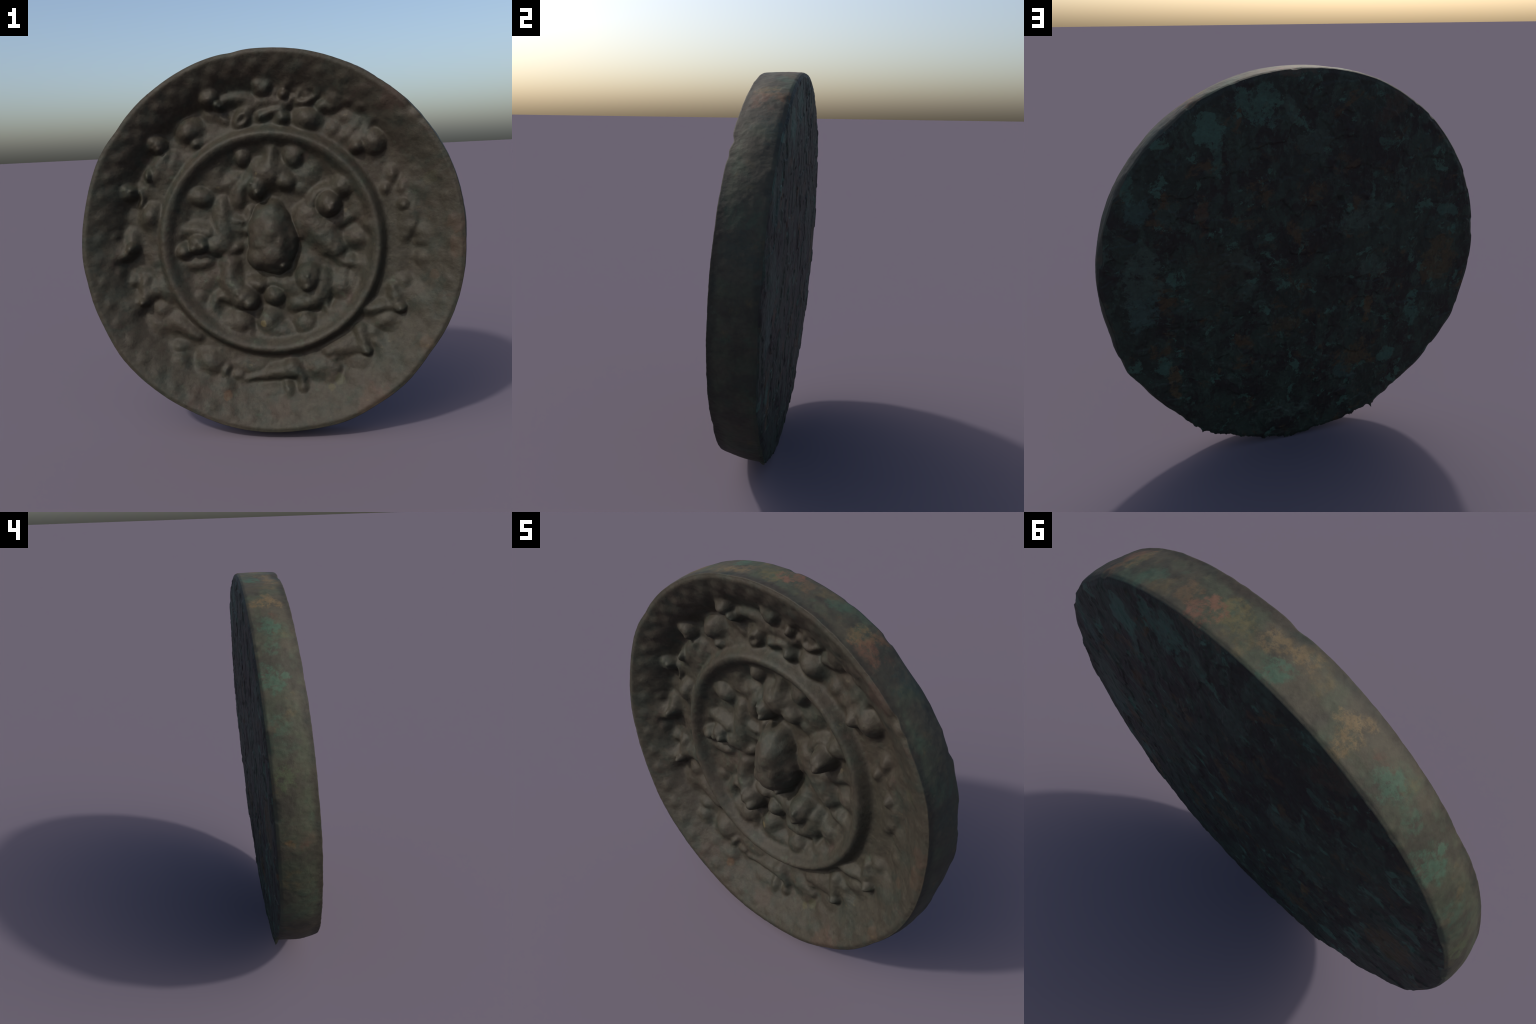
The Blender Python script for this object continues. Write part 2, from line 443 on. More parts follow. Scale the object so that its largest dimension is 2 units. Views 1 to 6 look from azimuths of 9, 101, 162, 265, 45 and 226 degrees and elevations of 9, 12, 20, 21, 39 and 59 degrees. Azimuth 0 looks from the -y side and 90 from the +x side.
limb("neck", [(0.458, -0.468, 0.036, 0.097), (0.467, -0.509, 0.040, 0.109), (0.476, -0.555, 0.036, 0.115)])
limb("wing", [(0.456, -0.555, 0.031, 0.099), (0.391, -0.556, 0.036, 0.095), (0.331, -0.563, 0.034, 0.090), (0.289, -0.580, 0.022, 0.084)])
limb("wing", [(0.520, -0.479, 0.027, 0.089), (0.548, -0.526, 0.034, 0.095), (0.580, -0.565, 0.027, 0.087)])
limb("wing", [(0.410, -0.514, 0.022, 0.081), (0.377, -0.530, 0.022, 0.083)])
blob("torso", 0.463, -0.633, 0.066, 0.053, 0.097, tilt=25)
blob("tail", 0.318, -0.615, 0.020, 0.017, 0.088)
group("vine_leaf")
blob("leaf", 0.306, -0.702, 0.036, 0.053, 0.090, tilt=-12)
blob("leaf", 0.419, -0.713, 0.043, 0.040, 0.088, tilt=20)
limb("stem", [(0.273, -0.647, 0.013, 0.086), (0.306, -0.654, 0.013, 0.088), (0.339, -0.668, 0.013, 0.088)])
group("bird")
blob("head", 0.660, -0.343, 0.033, 0.030, 0.132)
limb("neck", [(0.630, -0.241, 0.028, 0.095), (0.642, -0.287, 0.036, 0.105), (0.650, -0.325, 0.032, 0.113)])
limb("wing", [(0.495, -0.356, 0.025, 0.091), (0.541, -0.349, 0.029, 0.097), (0.589, -0.336, 0.022, 0.093), (0.621, -0.337, 0.022, 0.095)])
blob("torso", 0.600, -0.415, 0.076, 0.050, 0.097, tilt=10)
limb("wing", [(0.695, -0.265, 0.036, 0.085), (0.746, -0.293, 0.049, 0.093), (0.783, -0.320, 0.036, 0.085)])
group("vine_leaf")
blob("leaf", 0.685, -0.212, 0.046, 0.036, 0.087)
blob("leaf", 0.745, -0.252, 0.040, 0.030, 0.089)
blob("leaf", 0.786, -0.090, 0.043, 0.036, 0.087)
group("bird")
limb("torso", [(0.714, 0.225, 0.040, 0.087), (0.726, 0.143, 0.056, 0.097), (0.725, 0.089, 0.050, 0.094)])
blob("head", 0.690, 0.184, 0.030, 0.033, 0.112)
limb("wing", [(0.728, 0.269, 0.040, 0.086), (0.772, 0.294, 0.054, 0.096), (0.791, 0.268, 0.027, 0.091)])
limb("tail", [(0.723, 0.072, 0.030, 0.088), (0.697, 0.028, 0.023, 0.082)])
group("vine_leaf")
blob("leaf", 0.798, 0.031, 0.056, 0.043, 0.100, tilt=-15)
blob("leaf", 0.790, -0.006, 0.050, 0.023, 0.096)
group("vine")
blob("bud", 0.633, 0.339, 0.020, 0.033, 0.081)
blob("bud", 0.743, 0.353, 0.020, 0.020, 0.088)
limb("stem", [(0.681, 0.261, 0.017, 0.084), (0.694, 0.299, 0.017, 0.086), (0.713, 0.323, 0.017, 0.086)])
blob("bud", 0.600, 0.267, 0.017, 0.023, 0.080)
group("bird")
blob("head", 0.462, 0.484, 0.040, 0.036, 0.114, tilt=20)
limb("torso", [(0.453, 0.508, 0.033, 0.097), (0.498, 0.533, 0.040, 0.093), (0.523, 0.543, 0.030, 0.089)])
limb("wing", [(0.422, 0.545, 0.031, 0.080), (0.449, 0.575, 0.036, 0.082), (0.462, 0.606, 0.036, 0.078)])
group("bird")
blob("head", 0.543, 0.508, 0.064, 0.061, 0.120, tilt=-20)
limb("torso", [(0.504, 0.564, 0.023, 0.087), (0.524, 0.601, 0.023, 0.087), (0.546, 0.619, 0.020, 0.085)])
group("grape_cluster")
blob("grape", 0.349, 0.732, 0.046, 0.043, 0.105)
group("vine")
limb("stem", [(0.291, 0.695, 0.023, 0.086), (0.333, 0.692, 0.023, 0.090), (0.374, 0.703, 0.020, 0.091)])
blob("bud", 0.425, 0.717, 0.023, 0.023, 0.081)
blob("bud", 0.487, 0.679, 0.027, 0.017, 0.084)
blob("bud", 0.411, 0.635, 0.036, 0.030, 0.073)
blob("bud", 0.346, 0.579, 0.030, 0.027, 0.073)
group("grape_cluster")
blob("grape", -0.009, 0.806, 0.051, 0.053, 0.120)
blob("grape", -0.029, 0.816, 0.030, 0.030, 0.118)
blob("grape", 0.013, 0.811, 0.027, 0.030, 0.116)
group("grape_cluster")
blob("grape", 0.097, 0.762, 0.031, 0.033, 0.109)
limb("stem", [(0.118, 0.824, 0.020, 0.084), (0.101, 0.793, 0.020, 0.092)])
group("vine")
limb("tendril", [(0.170, 0.749, 0.013, 0.086), (0.184, 0.779, 0.013, 0.091), (0.219, 0.793, 0.013, 0.091), (0.261, 0.784, 0.013, 0.089), (0.269, 0.746, 0.013, 0.087)])
blob("bud", 0.213, 0.758, 0.027, 0.023, 0.093)
limb("tendril", [(0.172, 0.720, 0.015, 0.087), (0.211, 0.717, 0.020, 0.091), (0.243, 0.735, 0.015, 0.089)])
group("vine_leaf")
blob("leaf", 0.211, 0.641, 0.070, 0.055, 0.107, tilt=-10)
group("vine_leaf")
blob("leaf", 0.086, 0.647, 0.038, 0.035, 0.100, tilt=15)
limb("stem", [(0.080, 0.687, 0.020, 0.086), (0.021, 0.681, 0.020, 0.085), (-0.026, 0.661, 0.020, 0.083)])
group("vine")
limb("stem", [(-0.120, 0.687, 0.020, 0.066), (-0.068, 0.715, 0.025, 0.070), (-0.016, 0.744, 0.028, 0.075), (0.031, 0.763, 0.028, 0.077), (0.071, 0.789, 0.023, 0.081)])
limb("stem", [(0.010, 0.729, 0.023, 0.081), (0.050, 0.736, 0.023, 0.083), (0.114, 0.717, 0.020, 0.082)])
limb("tendril", [(-0.149, 0.659, 0.012, 0.081), (-0.131, 0.677, 0.013, 0.083), (-0.102, 0.676, 0.013, 0.084), (-0.090, 0.653, 0.012, 0.082), (-0.115, 0.625, 0.012, 0.080), (-0.145, 0.617, 0.013, 0.075)])
blob("bud", 0.155, 0.785, 0.020, 0.020, 0.082)
blob("bud", 0.140, 0.741, 0.020, 0.020, 0.084)
limb("stem", [(0.281, 0.695, 0.017, 0.086), (0.310, 0.711, 0.020, 0.088), (0.333, 0.729, 0.020, 0.090)])

# cloud-scroll lobes: a single file of soft lumps on the steep inner slope of the rim
lobes = np.random.default_rng(7)
ANGLE = 0.0
while ANGLE < 357:
    group("rim")
    rr = .904 + lobes.uniform(-.005, .005)
    half, tall = lobes.uniform(.037, .041), lobes.uniform(.030, .034)
    shade_side = smooth_step(-.6, .6, math.cos(math.radians(ANGLE - 150)))
    a0, b0 = rr * math.cos(math.radians(ANGLE)), rr * math.sin(math.radians(ANGLE))
    box = _box(a0, b0, .075)
    x, y = GA[box] - a0, GB[box] - b0
    c, s = math.cos(math.radians(ANGLE)), math.sin(math.radians(ANGLE))
    d2 = ((x * c + y * s) / tall) ** 2 + ((-x * s + y * c) / half) ** 2
    d2 = d2 * (1 + .3 * wob2[box])
    H[box] += (.65 + .35 * shade_side) * lobes.uniform(.014, .018) * (np.exp(-1.6 * d2 ** 1.2) - .35)* np.exp(-.25 * d2 ** 2)
    ANGLE += lobes.uniform(6.7, 7.5)

# soften the casting as wear has, then roughen it finely
def soften(field, sigma):
    """Gaussian wear, sigma in metres."""
    n = max(1, int(3 * sigma / STEP))
    ker = np.exp(-.5 * (np.arange(-n, n + 1) * STEP / sigma) ** 2)
    ker /= ker.sum()
    for ax in (0, 1):
        pad = np.pad(field, [(n, n) if a == ax else (0, 0) for a in (0, 1)], mode="edge")
        field = sum(w * (pad[k:k + field.shape[0]] if ax == 0 else pad[:, k:k + field.shape[1]]) for k, w in enumerate(ker))
    return field


H = soften(H, .0075)
BASE = np.minimum(BASE, H)
for grp, name, a, b, ra, rb, top, tilt, p in LATE:
    _group[:] = grp
    _lump(name, a, b, ra, rb, top, tilt, p, None)
relief = np.clip((H - BASE) / .05, 0, 1)
H += relief * (.0050 * fbm(ga, gb, 0 * ga + 21, 17.0, 3) + .004 * fbm(ga, gb, 0 * ga + 31, 32.0, 2))
H = soften(H, .0040)
# chips and dents of the rim: (angle, radius, spread, depth)
for ang, rad, spread, depth in [(42.5, .965, .030, .014), (38.0, .965, .022, .007), (98.5, .975, .022, .004),
                                (325, .97, .04, .003), (303, .970, .02, .004)]:
    a0, b0 = rad * math.cos(math.radians(ang)), rad * math.sin(math.radians(ang))
    H -= depth * np.exp(-((ga - a0) ** 2 + (gb - b0) ** 2) / spread ** 2)
H += .0018 * fbm(ga, gb, 0 * H, 34.0, 3) + .0024 * fbm(ga, gb, 0 * H + 3, 13.0, 2) * (1 - .7 * smooth_step(.82, .88, rim_d))
# hollow under the knob, where the cord ran
for a0, b0, spread, depth in [(.118, .0, .035, .020), (.112, -.06, .03, .014)]:
    H -= depth * np.exp(-((ga - a0) ** 2 + (gb - b0) ** 2 * .5) / spread ** 2)
H -= .010 * smooth_step(.968, 1.0, rho) ** 1.6

# carry the relief over to the disc grid
rho, theta = disc_grid(CELLS)
deg = np.degrees(theta)
R_FRONT, R_BACK = front_radius(theta), back_radius(theta)
da, db = rho * R_FRONT * np.cos(theta), rho * R_FRONT * np.sin(theta)


def sample(field, a, b):
    """Cubic look-up of a grid field at (a, b)."""
    x, y = (a + 1) / STEP, (b + 1) / STEP
    n = field.shape[0]
    i, j = np.clip(np.floor(x).astype(int), 1, n - 3), np.clip(np.floor(y).astype(int), 1, n - 3)
    fx, fy = x - i, y - j

    def weights(f):
        return (-.5 * f + f * f - .5 * f ** 3, 1 - 2.5 * f * f + 1.5 * f ** 3, .5 * f + 2 * f * f - 1.5 * f ** 3, -.5 * f * f + .5 * f ** 3)
    wx, wy = weights(fx), weights(fy)
    return sum(wy[q] * sum(wx[p] * field[j + q - 1, i + p - 1] for p in range(4)) for q in range(4))


H = sample(H, da, db)
near = (np.clip(np.rint((db + 1) / STEP).astype(int), 0, len(axis) - 1), np.clip(np.rint((da + 1) / STEP).astype(int), 0, len(axis) - 1))
label, ring_d = label[near], ring_d[near]
ga, gb = da, db

# ------------------------------------------------------------------ wall and back
n1 = CELLS + 1
idx = np.arange(n1 * n1).reshape(n1, n1)
loop = np.concatenate([idx[0, :-1], idx[:-1, -1], idx[-1, :0:-1], idx[:0:-1, 0]])     # boundary, one way round
t_l, rf_l, rb_l = theta.ravel()[loop], R_FRONT.ravel()[loop], R_BACK.ravel()[loop]
d_l = np.degrees(t_l)
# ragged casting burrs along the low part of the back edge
low = np.exp(-(((d_l - 272) / 38) ** 4))
ragged = np.abs(noise3(d_l * .55, 0 * d_l, 0 * d_l + 3)) ** 1.5 * .012 + np.abs(noise3(d_l * 2.1, 0 * d_l, 0 * d_l + 8)) ** 2 * .008
rb_l = rb_l + low * (ragged - .005) + .0016 * noise3(d_l * .25, 0 * d_l, 0 * d_l + 1) - .014 * np.clip(noise3(d_l * .31, 0 * d_l, 0 * d_l + 5) - .42, 0, 1)
# scallops knocked out of the right-hand edge
right = smooth_step(.35, .8, np.cos(t_l))
rb_l = rb_l - right * .010 * np.clip(noise3(d_l * .16, 0 * d_l, 0 * d_l + 12), 0, 1) + right * .004 * np.clip(noise3(d_l * .22, 0 * d_l, 0 * d_l + 15), 0, 1)
for ang, size, width in [(244.2, .022, .55), (243.0, .008, .5), (302.6, .016, .7), (299.5, .008, .6), (272.5, .008, 1.4), (306, .006, .5), (252, .006, .5)]:
    rb_l = rb_l + size * np.exp(-((d_l - ang) / width) ** 2) * (1 + .4 * noise3(d_l * 3, 0 * d_l, 0 * d_l + 2))

ROWS = 44
s_rows = np.linspace(0, 1, ROWS + 1)[1:]
h_top = H.ravel()[loop]
wall = []
for s in s_rows:
    hh = h_top * (1 - s) + (.004 + back_level(t_l)) * s
    flare = s ** 1.25
    edge = smooth_step(.93, 1.0, s)
    lowspread = smooth_step(.84, 1.0, s)                 # burrs live at the very edge only
    rb_smooth = back_radius(t_l)
    r = rf_l * (1 - flare) + (rb_smooth * (1 - lowspread) + rb_l * lowspread) * flare + (.003 + .009 * smooth_step(0, .8, np.cos(t_l)) + .011 * smooth_step(0, .8, -np.cos(t_l))) * math.sin(math.pi * s) - .005 * edge
    r = r + (.002 + .002 * (1 - edge)) * fbm(np.cos(t_l), np.sin(t_l), hh, 8.0, 3) * math.sin(math.pi * min(1, s * 1.02))
    r = r + .0012 * fbm(np.cos(t_l), np.sin(t_l), hh, 40.0, 2) * (1 - edge)
    wall.append(np.stack([r * np.cos(t_l), r * np.sin(t_l), hh], 1))
last = wall[-1]
# back face
BACK_DOME = .020
r_last = np.zeros(n1 * n1)
r_last[loop] = np.hypot(last[:, 0], last[:, 1])
rb_grid = R_BACK
# carry the ragged outline a little way in
edge_r = np.interp(deg.ravel(), d_l[np.argsort(d_l)], np.hypot(last[:, 0], last[:, 1])[np.argsort(d_l)], period=360).reshape(n1, n1)
inner_r = rb_grid - .004
mix = smooth_step(.97, 1.0, rho)
ba = rho * (inner_r * (1 - mix) + edge_r * mix) * np.cos(theta)
bb = rho * (inner_r * (1 - mix) + edge_r * mix) * np.sin(theta)
flakes = fbm(ba, bb, 0 * ba + 2, 7.0, 4)
flakes2 = fbm(ba * 1.5, bb * .8, 0 * ba + 6, 16.0, 3)
crust = smooth_step(.02, .14, flakes) * .0045 + smooth_step(-.10, .28, flakes2) * .0025
bh = back_level(theta) * smooth_step(.2, 1, rho) + (1 - smooth_step(.2, 1, rho)) * back_level(math.pi / 2) + .004 * smooth_step(.98, 1.0, rho) - BACK_DOME * (1 - rho ** 2) - (crust + .0012 * fbm(ba, bb, 0 * ba, 40, 2)) * (1 - smooth_step(.975, 1.0, rho))
for a0, b0, spread, depth in [(-.19, .36, .022, .012), (.10, -.02, .05, .004)]:
    bh += depth * np.exp(-((ba - a0) ** 2 + (bb - b0) ** 2) / spread ** 2)
back = np.stack([ba, bb, bh], -1).reshape(-1, 3)

front = np.stack([ga, gb, H], -1).reshape(-1, 3)
nf = len(front)
nl = len(loop)
verts = [front] + wall
wall_idx = [loop] + [nf + k * nl + np.arange(nl) for k in range(ROWS)]
nb0 = nf + ROWS * nl
# the back grid shares the last row of the wall
back_id = np.full(n1 * n1, -1)
back_id[loop] = wall_idx[-1]
free = np.where(back_id < 0)[0]
back_id[free] = nb0 + np.arange(len(free))
V = np.concatenate(verts + [back[free]])


def grid_quads(ids):
    g = ids.reshape(n1, n1)
    return np.stack([g[:-1, :-1], g[:-1, 1:], g[1:, 1:], g[1:, :-1]], -1).reshape(-1, 4)


q_front = grid_quads(idx.ravel())
q_back = grid_quads(back_id)[:, ::-1]
q_wall = []
for k in range(ROWS):
    p, q = wall_idx[k], wall_idx[k + 1]
    q_wall.append(np.stack([p, q, np.roll(q, -1), np.roll(p, -1)], 1))
q_wall = np.concatenate(q_wall)
Q = np.concatenate([q_front, q_wall, q_back])

# smooth vertex normals of the whole casting (area weighted)
fn = np.cross(V[Q[:, 2]] - V[Q[:, 0]], V[Q[:, 3]] - V[Q[:, 1]])
VN = np.zeros_like(V)
for k in range(4):
    for ax in range(3):
        VN[:, ax] += np.bincount(Q[:, k], fn[:, ax], len(V))
VN /= np.maximum(np.linalg.norm(VN, axis=1, keepdims=True), 1e-12)

# ------------------------------------------------------------------ region of every face
lab = label[:-1, :-1].ravel()
cr = (rho[:-1, :-1] * .968).ravel()
rd = ring_d[:-1, :-1].ravel()
BASE_PARTS = ["inner_field", "raised_ring", "outer_field", "rim", "edge_wall", "mirror_back"]
face = np.where(lab > 0, lab + 100, np.where(cr > .84, 3, np.where(rd < .515, 0, np.where(rd < .612, 1, 2))))
face = np.concatenate([face, np.full(len(q_wall), 4), np.full(len(q_back), 5)])

# ------------------------------------------------------------------ materials
def new_material(name, roughness, bump):
    m = bpy.data.materials.new(name)
    m.use_nodes = True
    nt = m.node_tree
    nt.nodes.clear()
    out = nt.nodes.new("ShaderNodeOutputMaterial")
    bsdf = nt.nodes.new("ShaderNodeBsdfPrincipled")
    bsdf.inputs["Roughness"].default_value = roughness
    bsdf.inputs["Specular IOR Level"].default_value = 0.22
    nt.links.new(bsdf.outputs[0], out.inputs[0])
    tc = nt.nodes.new("ShaderNodeTexCoord")
    return m, nt, bsdf, tc.outputs["Object"]


class Graph:
    def __init__(self, nt, coord):
        self.nt, self.coord = nt, coord

    def link(self, src, dst):
        if hasattr(src, "is_output"):
            self.nt.links.new(src, dst)
        else:
            dst.default_value = src

    def mapped(self, loc=(0, 0, 0), scale=(1, 1, 1), rot=(0, 0, 0), src=None):
        n = self.nt.nodes.new("ShaderNodeMapping")
        n.inputs["Location"].default_value = loc
        n.inputs["Scale"].default_value = scale
        n.inputs["Rotation"].default_value = rot
        self.nt.links.new(src or self.coord, n.inputs["Vector"])
        return n.outputs[0]

    def noise(self, scale, detail=4, rough=.55, distort=0.0, vec=None):
        n = self.nt.nodes.new("ShaderNodeTexNoise")
        n.inputs["Scale"].default_value = scale
        n.inputs["Detail"].default_value = detail
        n.inputs["Roughness"].default_value = rough
        n.inputs["Distortion"].default_value = distort
        self.nt.links.new(vec or self.coord, n.inputs["Vector"])
        return n.outputs["Fac"]

    def voronoi(self, scale, vec=None, feature="F1", out="Distance"):
        n = self.nt.nodes.new("ShaderNodeTexVoronoi")
        n.feature = feature
        n.inputs["Scale"].default_value = scale
        self.nt.links.new(vec or self.coord, n.inputs["Vector"])
        return n.outputs[out]

    def ramp(self, fac, lo, hi, flip=False):
        n = self.nt.nodes.new("ShaderNodeMapRange")
        n.interpolation_type = "SMOOTHSTEP"
        n.inputs["From Min"].default_value = lo
        n.inputs["From Max"].default_value = hi
        n.inputs["To Min"].default_value = 1 if flip else 0
        n.inputs["To Max"].default_value = 0 if flip else 1
        self.nt.links.new(fac, n.inputs["Value"])
        return n.outputs[0]

    def math(self, op, p, q=0.0):
        n = self.nt.nodes.new("ShaderNodeMath")
        n.operation = op
        self.link(p, n.inputs[0])
        self.link(q, n.inputs[1])
        return n.outputs[0]

    def mix(self, fac, p, q):
        n = self.nt.nodes.new("ShaderNodeMix")
        n.data_type = "RGBA"
        self.link(fac, n.inputs[0])
        self.link(p if hasattr(p, "is_output") else (*p, 1), n.inputs[6])
        self.link(q if hasattr(q, "is_output") else (*q, 1), n.inputs[7])
        return n.outputs[2]

    def scaled(self, col, fac):
        """Multiply a colour by a factor socket."""
        n = self.nt.nodes.new("ShaderNodeVectorMath")
        n.operation = "SCALE"
        self.nt.links.new(col, n.inputs[0])
        self.link(fac, n.inputs["Scale"])
        return n.outputs[0]

    def patch(self, a, b, ra, rb, turn=0, ragged=.5, c=None, soft=.22):
        """Ragged flake of half axes ra, rb around a place on the object; 1 inside, crisp torn edge."""
        m = self.nt.nodes.new("ShaderNodeMapping")
        m.vector_type = "TEXTURE"
        m.inputs["Location"].default_value = (a, b, c or 0)
        m.inputs["Rotation"].default_value = (0, 0, math.radians(turn))
        m.inputs["Scale"].default_value = (ra, rb, (ra + rb) / 2 if c is not None else 1e6)
        self.nt.links.new(self.coord, m.inputs["Vector"])
        n = self.nt.nodes.new("ShaderNodeVectorMath")
        n.operation = "LENGTH"
        self.nt.links.new(m.outputs[0], n.inputs[0])
        tear = self.math("ADD", self.math("MULTIPLY", self.noise(9, 7, .72), 1.6), self.math("MULTIPLY", self.noise(26, 5, .7), .8))
        d = self.math("ADD", n.outputs["Value"], self.math("MULTIPLY", self.math("SUBTRACT", tear, 1.2), ragged * 2.2))
        return self.ramp(d, 1.02 - soft, 1.02, flip=True)

    def spot(self, a, b, radius, ragged=.35, c=None):
        """Ragged round patch around a place on the object; 1 in its middle."""
        n = self.nt.nodes.new("ShaderNodeVectorMath")
        n.operation = "DISTANCE"
        v = self.coord if c is not None else self.mapped(scale=(1, 1, 0))
        self.nt.links.new(v, n.inputs[0])
        n.inputs[1].default_value = (a, b, c or 0)
        d = self.math("ADD", n.outputs["Value"], self.math("MULTIPLY", self.math("SUBTRACT", self.noise(16, 4, .6), .5), radius * ragged * 4))
        return self.ramp(d, radius * .75, radius * 1.15, flip=True)

    def bump(self, height, strength, dist, bsdf):
        n = self.nt.nodes.new("ShaderNodeBump")
        n.inputs["Strength"].default_value = strength
        n.inputs["Distance"].default_value = dist
        self.nt.links.new(height, n.inputs["Height"])
        self.nt.links.new(n.outputs[0], bsdf.inputs["Normal"])


BROWN, OLIVE, GREEN_GREY = (.0285, .0230, .0170), (.0255, .0228, .0165), (.0205, .0232, .0178)
OCHRE, VERDIGRIS = (.105, .074, .036), (.036, .070, .046)


def face_colour(g):
    big, mid = g.noise(2.6, 4, .55, .3), g.noise(8, 5, .6, .4)
    fine = g.noise(55, 4, .65)
    col = g.mix(g.ramp(big, .38, .62), BROWN, OLIVE)
    col = g.mix(g.ramp(mid, .45, .68), col, GREEN_GREY)
    col = g.mix(g.math("MULTIPLY", g.ramp(g.noise(5, 5, .65, .6, g.mapped((3, 1, 2))), .60, .72), .55), col, (.042, .028, .023))
    specks = g.math("MULTIPLY", g.ramp(g.noise(22, 4, .6, 0, g.mapped((7, 2, 5))), .66, .76), .5)
    col = g.mix(specks, col, (.065, .054, .030))
    greens = g.math("MULTIPLY", g.ramp(g.noise(17, 4, .6, .3, g.mapped((1, 9, 3))), .62, .76), .55)
    col = g.mix(greens, col, (.034, .046, .031))
    grit = g.ramp(g.noise(26, 6, .72, .3, g.mapped((6, 6, 2))), .40, .66)
    col = g.mix(g.math("MULTIPLY", grit, .35), col, (.043, .041, .029))
    return g.scaled(col, g.math("ADD", g.math("MULTIPLY", fine, .9), .52)), fine, mid


FACE_MAT, nt, bsdf, coord = new_material("relief_bronze", .62, 1)
g = Graph(nt, coord)
col, fine, mid = face_colour(g)
# places where the metal or rust shows through
for a, b, r, c, amt in [(-.054, -.43, .020, (.24, .19, .07), .75), (.63, .72, .07, (.085, .040, .034), .7), (-.255, -.80, .026, (.17, .085, .040), .8),
                        (.30, -.76, .022, (.14, .13, .05), .6), (.345, -.725, .03, (.11, .12, .05), .5), (.53, -.82, .09, (.12, .062, .045), .6),
                        (.04, -.86, .06, (.085, .050, .040), .6), (.94, .10, .05, (.11, .052, .035), .6), (.95, -.02, .06, (.12, .060, .035), .6),
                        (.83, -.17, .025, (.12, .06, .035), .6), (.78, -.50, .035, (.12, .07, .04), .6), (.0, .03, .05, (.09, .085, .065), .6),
                        (.81, .31, .03, (.09, .085, .045), .6), (-.40, -.80, .06, (.085, .045, .038), .5), (.735, .62, .025, (.12, .10, .08), .5)]:
    col = g.mix(g.math("MULTIPLY", g.spot(a, b, r, .5), amt * .34), col, tuple(.60 * v for v in c))
nt.links.new(col, bsdf.inputs["Base Color"])
g.bump(g.math("ADD", g.math("MULTIPLY", fine, .5), g.noise(20, 7, .68)), .38, .008, bsdf)

WALL_MAT, nt, bsdf, coord = new_material("edge_patina", .68, 1)
g = Graph(nt, coord)
facecol, fine, mid = face_colour(g)
col = g.mix(g.ramp(g.noise(5, 5, .6, .4), .40, .60), (.047, .042, .029), (.040, .045, .029))
col = g.mix(g.math("MULTIPLY", g.ramp(g.noise(7, 5, .6, .3, g.mapped((2, 4, 1))), .46, .64), .85), col, (.031, .028, .021))
col = g.mix(g.math("MULTIPLY", g.ramp(g.noise(4.5, 6, .70, .2, g.mapped((5, 1, 8))), .53, .68), .55), col, (.036, .060, .038))
col = g.mix(g.math("MULTIPLY", g.ramp(g.noise(6, 6, .70, .2, g.mapped((8, 3, 4))), .56, .70), .55), col, (.080, .060, .028))
col = g.mix(g.math("MULTIPLY", g.ramp(g.noise(4.5, 6, .70, .2, g.mapped((1, 8, 6))), .60, .70), .5), col, (.066, .036, .024))
flecks = g.ramp(g.noise(30, 7, .76, .2, g.mapped((4, 4, 9))), .38, .56)
for a, b, c, r, tone, amt in [(-.436, .886, .075, .055, OCHRE, .8), (-.445, .88, .135, .032, OCHRE, .7), (-.15, .977, .122, .06, OCHRE, .6),
                              (-.217, .964, .15, .045, OCHRE, .6), (.47, .868, .092, .05, OCHRE, .7), (.012, .988, .103, .06, (.075, .062, .028), .7),
                              (.075, .985, .052, .055, (.105, .052, .034), .8), (.17, .973, .08, .05, (.085, .055, .030), .6), (.54, .827, .126, .065, (.095, .048, .030), .7),
                              (.52, .844, .03, .045, (.095, .052, .028), .7), (-.197, .968, .052, .045, VERDIGRIS, .8), (-.58, .80, .08, .055, VERDIGRIS, .8),
                              (-.66, .73, .07, .05, VERDIGRIS, .6), (-.77, .62, .052, .055, VERDIGRIS, .8), (-.87, .46, .06, .05, VERDIGRIS, .5),
                              (-.948, .26, .055, .055, (.052, .064, .034), .8), (-.988, -.02, .053, .03, (.10, .062, .028), .7), (.33, .92, .05, .05, VERDIGRIS, .5),
                              (.66, .74, .05, .08, (.022, .034, .028), .7), (.95, .25, .06, .09, (.024, .034, .027), .5)]:
    col = g.mix(g.math("MULTIPLY", g.math("MULTIPLY", g.patch(a, b, r * 1.2, r * 1.2, 0, .85, c, .5), flecks), amt), col, tone)
col = g.scaled(col, g.math("ADD", g.math("MULTIPLY", fine, .7), .65))
sep = nt.nodes.new("ShaderNodeSeparateXYZ")
nt.links.new(coord, sep.inputs[0])
edge_h = g.math("ADD", sep.outputs["Z"], g.math("MULTIPLY", g.math("SUBTRACT", g.noise(9, 5, .6), .5), .09))
col = g.mix(g.ramp(edge_h, .145, .185), col, facecol)
nt.links.new(col, bsdf.inputs["Base Color"])
g.bump(g.math("ADD", g.math("MULTIPLY", fine, .5), g.noise(25, 5, .6)), .3, .006, bsdf)

BACK_MAT, nt, bsdf, coord = new_material("mirror_back_patina", .60, 1)
g = Graph(nt, coord)
big, mid = g.noise(3.0, 6, .62, .3), g.noise(8.5, 8, .72, .5, g.mapped((0, 0, 0), (1.25, .85, 1)))
fine = g.noise(60, 4, .65)
col = g.mix(g.ramp(big, .42, .58), (.021, .016, .013), (.022, .024, .017))
col = g.mix(g.math("MULTIPLY", g.ramp(mid, .47, .57), .75), col, (.029, .039, .027))
col = g.mix(g.math("MULTIPLY", g.ramp(g.noise(16, 8, .74, .5, g.mapped((3, 6, 1), (1.2, .8, 1))), .55, .60), .55), col, (.040, .056, .039))
col = g.mix(g.math("MULTIPLY", g.ramp(g.noise(8, 8, .72, .4, g.mapped((9, 2, 7))), .56, .64), .8), col, (.060, .036, .017))
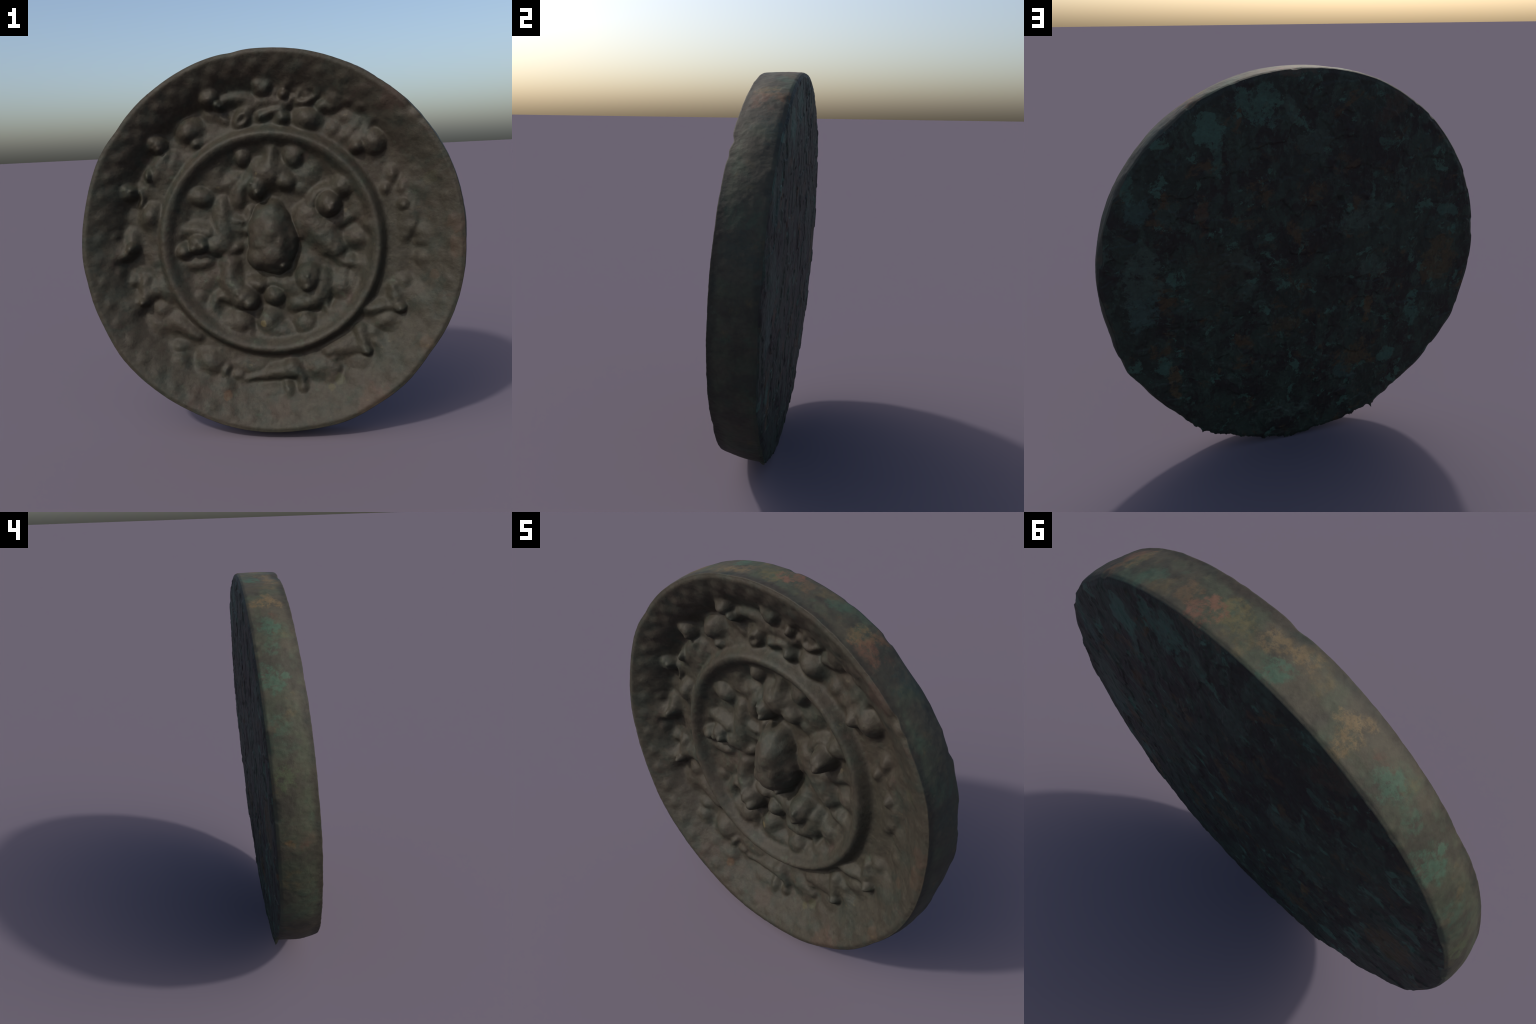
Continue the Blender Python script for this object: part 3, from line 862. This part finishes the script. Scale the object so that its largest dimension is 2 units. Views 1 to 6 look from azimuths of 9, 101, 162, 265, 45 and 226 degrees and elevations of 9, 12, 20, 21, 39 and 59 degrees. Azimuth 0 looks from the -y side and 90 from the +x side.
col = g.mix(g.math("MULTIPLY", g.ramp(g.noise(9, 7, .70, .3, g.mapped((2, 12, 5))), .575, .62), .85), col, (.044, .080, .056))
torn = g.ramp(g.noise(24, 7, .75, .3, g.mapped((2, 7, 1))), .36, .50)
PALE, TEAL, RUSTY, DARK = (.044, .058, .042), (.044, .084, .060), (.062, .040, .018), (.018, .013, .011)
for a, b, ra, rb, turn, tone, amt in [
        (.795, .045, .085, .17, 8, PALE, .8), (.79, -.10, .075, .09, 0, (.038, .058, .047), .7), (.79, .394, .05, .06, 0, (.036, .060, .048), .7),
        (.453, .741, .055, .075, -20, TEAL, .8), (.42, .62, .025, .10, 0, TEAL, .5), (.252, .823, .09, .06, 30, TEAL, .65), (.19, .89, .06, .035, 20, TEAL, .6),
        (-.062, .65, .085, .06, 15, PALE, .8), (.06, .80, .03, .08, -20, PALE, .6), (-.635, -.31, .045, .085, 3, TEAL, .75), (.72, -.42, .045, .05, 0, TEAL, .75),
        (-.509, -.566, .05, .035, 0, TEAL, .8), (-.809, .247, .06, .035, 25, TEAL, .6), (.326, .098, .10, .04, 20, PALE, .7), (-.373, -.012, .08, .05, 10, PALE, .7),
        (-.30, .26, .12, .06, -30, PALE, .7), (.62, .02, .05, .02, 0, TEAL, .6), (-.25, -.62, .07, .05, 40, (.034, .055, .043), .7), (.10, -.82, .09, .05, 0, PALE, .6),
        (.30, -.05, .05, .05, 0, PALE, .5), (.83, .52, .03, .08, -15, TEAL, .6), (-.52, .43, .02, .09, -10, PALE, .5),
        (-.771, -.026, .10, .12, 0, RUSTY, .7), (-.308, -.528, .08, .085, 0, RUSTY, .75), (.669, -.515, .03, .10, -5, (.072, .046, .022), .8), (-.369, -.248, .03, .07, 10, (.072, .044, .020), .8),
        (.499, .348, .03, .09, 0, (.062, .034, .018), .7), (.44, .05, .16, .16, 0, (.034, .028, .018), .5), (.10, -.28, .08, .05, 0, RUSTY, .5), (-.45, .79, .05, .10, 40, (.048, .028, .018), .6),
        (-.129, .145, .075, .075, 0, DARK, .6), (-.16, -.12, .14, .15, 0, DARK, .3), (-.25, .55, .25, .24, 0, DARK, .35), (.19, .587, .03, .028, 0, DARK, .6), (.1, .98, .10, .03, 0, (.055, .036, .024), .7)]:
    col = g.mix(g.math("MULTIPLY", g.math("MULTIPLY", g.patch(a, b, ra * 1.1, rb * 1.1, turn, .95), torn), amt), col, tone)
col = g.scaled(col, g.math("ADD", g.math("MULTIPLY", fine, .8), .60))
nt.links.new(col, bsdf.inputs["Base Color"])
g.bump(g.math("ADD", g.math("MULTIPLY", fine, .5), g.noise(11, 7, .70, .4, g.mapped((3, 6, 1)))), .5, .010, bsdf)


# ------------------------------------------------------------------ objects
scene_col = bpy.context.scene.collection
root = bpy.data.objects.new("bronze_mirror", None)
root["label"] = "round dark bronze mirror with lions, birds and grapes in relief"
root["category"] = "bronze mirror"
scene_col.objects.link(root)


def build(name, sel, material, parent):
    quads = Q[sel]
    used, inv = np.unique(quads, return_inverse=True)
    inv = inv.reshape(-1, 4)
    me = bpy.data.meshes.new(name)
    me.vertices.add(len(used))
    me.vertices.foreach_set("co", V[used].astype(np.float32).ravel())
    me.loops.add(inv.size)
    me.loops.foreach_set("vertex_index", inv.astype(np.int32).ravel())
    me.polygons.add(len(inv))
    me.polygons.foreach_set("loop_start", np.arange(0, inv.size, 4, dtype=np.int32))
    me.polygons.foreach_set("loop_total", np.full(len(inv), 4, dtype=np.int32))
    me.update(calc_edges=True)
    me.polygons.foreach_set("use_smooth", np.ones(len(inv), dtype=bool))
    me.normals_split_custom_set_from_vertices(VN[used].astype(np.float32))
    me.materials.append(material)
    ob = bpy.data.objects.new(name, me)
    scene_col.objects.link(ob)
    ob.parent = parent
    ob.matrix_local = POSE if parent is root else Matrix.Identity(4)
    return ob


for k, name in enumerate(BASE_PARTS):
    mat = {"edge_wall": WALL_MAT, "mirror_back": BACK_MAT}.get(name, FACE_MAT)
    build(name, np.where(face == k)[0], mat, root)
order = np.argsort(face, kind="stable")
sorted_face = face[order]
holders = {}
counts = {}
for kind, gid, part in PARTS:
    counts.setdefault((kind, gid), set()).add(part)
for i, (kind, gid, part) in enumerate(PARTS):
    lo, hi = np.searchsorted(sorted_face, [101 + i, 102 + i])
    sel = order[lo:hi]
    if len(sel) == 0:
        continue
    single = len(counts[(kind, gid)]) == 1
    if single:
        build(kind, sel, FACE_MAT, root)
        continue
    if (kind, gid) not in holders:
        hold = bpy.data.objects.new(kind, None)
        scene_col.objects.link(hold)
        hold.parent = root
        hold.matrix_local = POSE
        holders[(kind, gid)] = hold
    build(part, sel, FACE_MAT, holders[(kind, gid)])
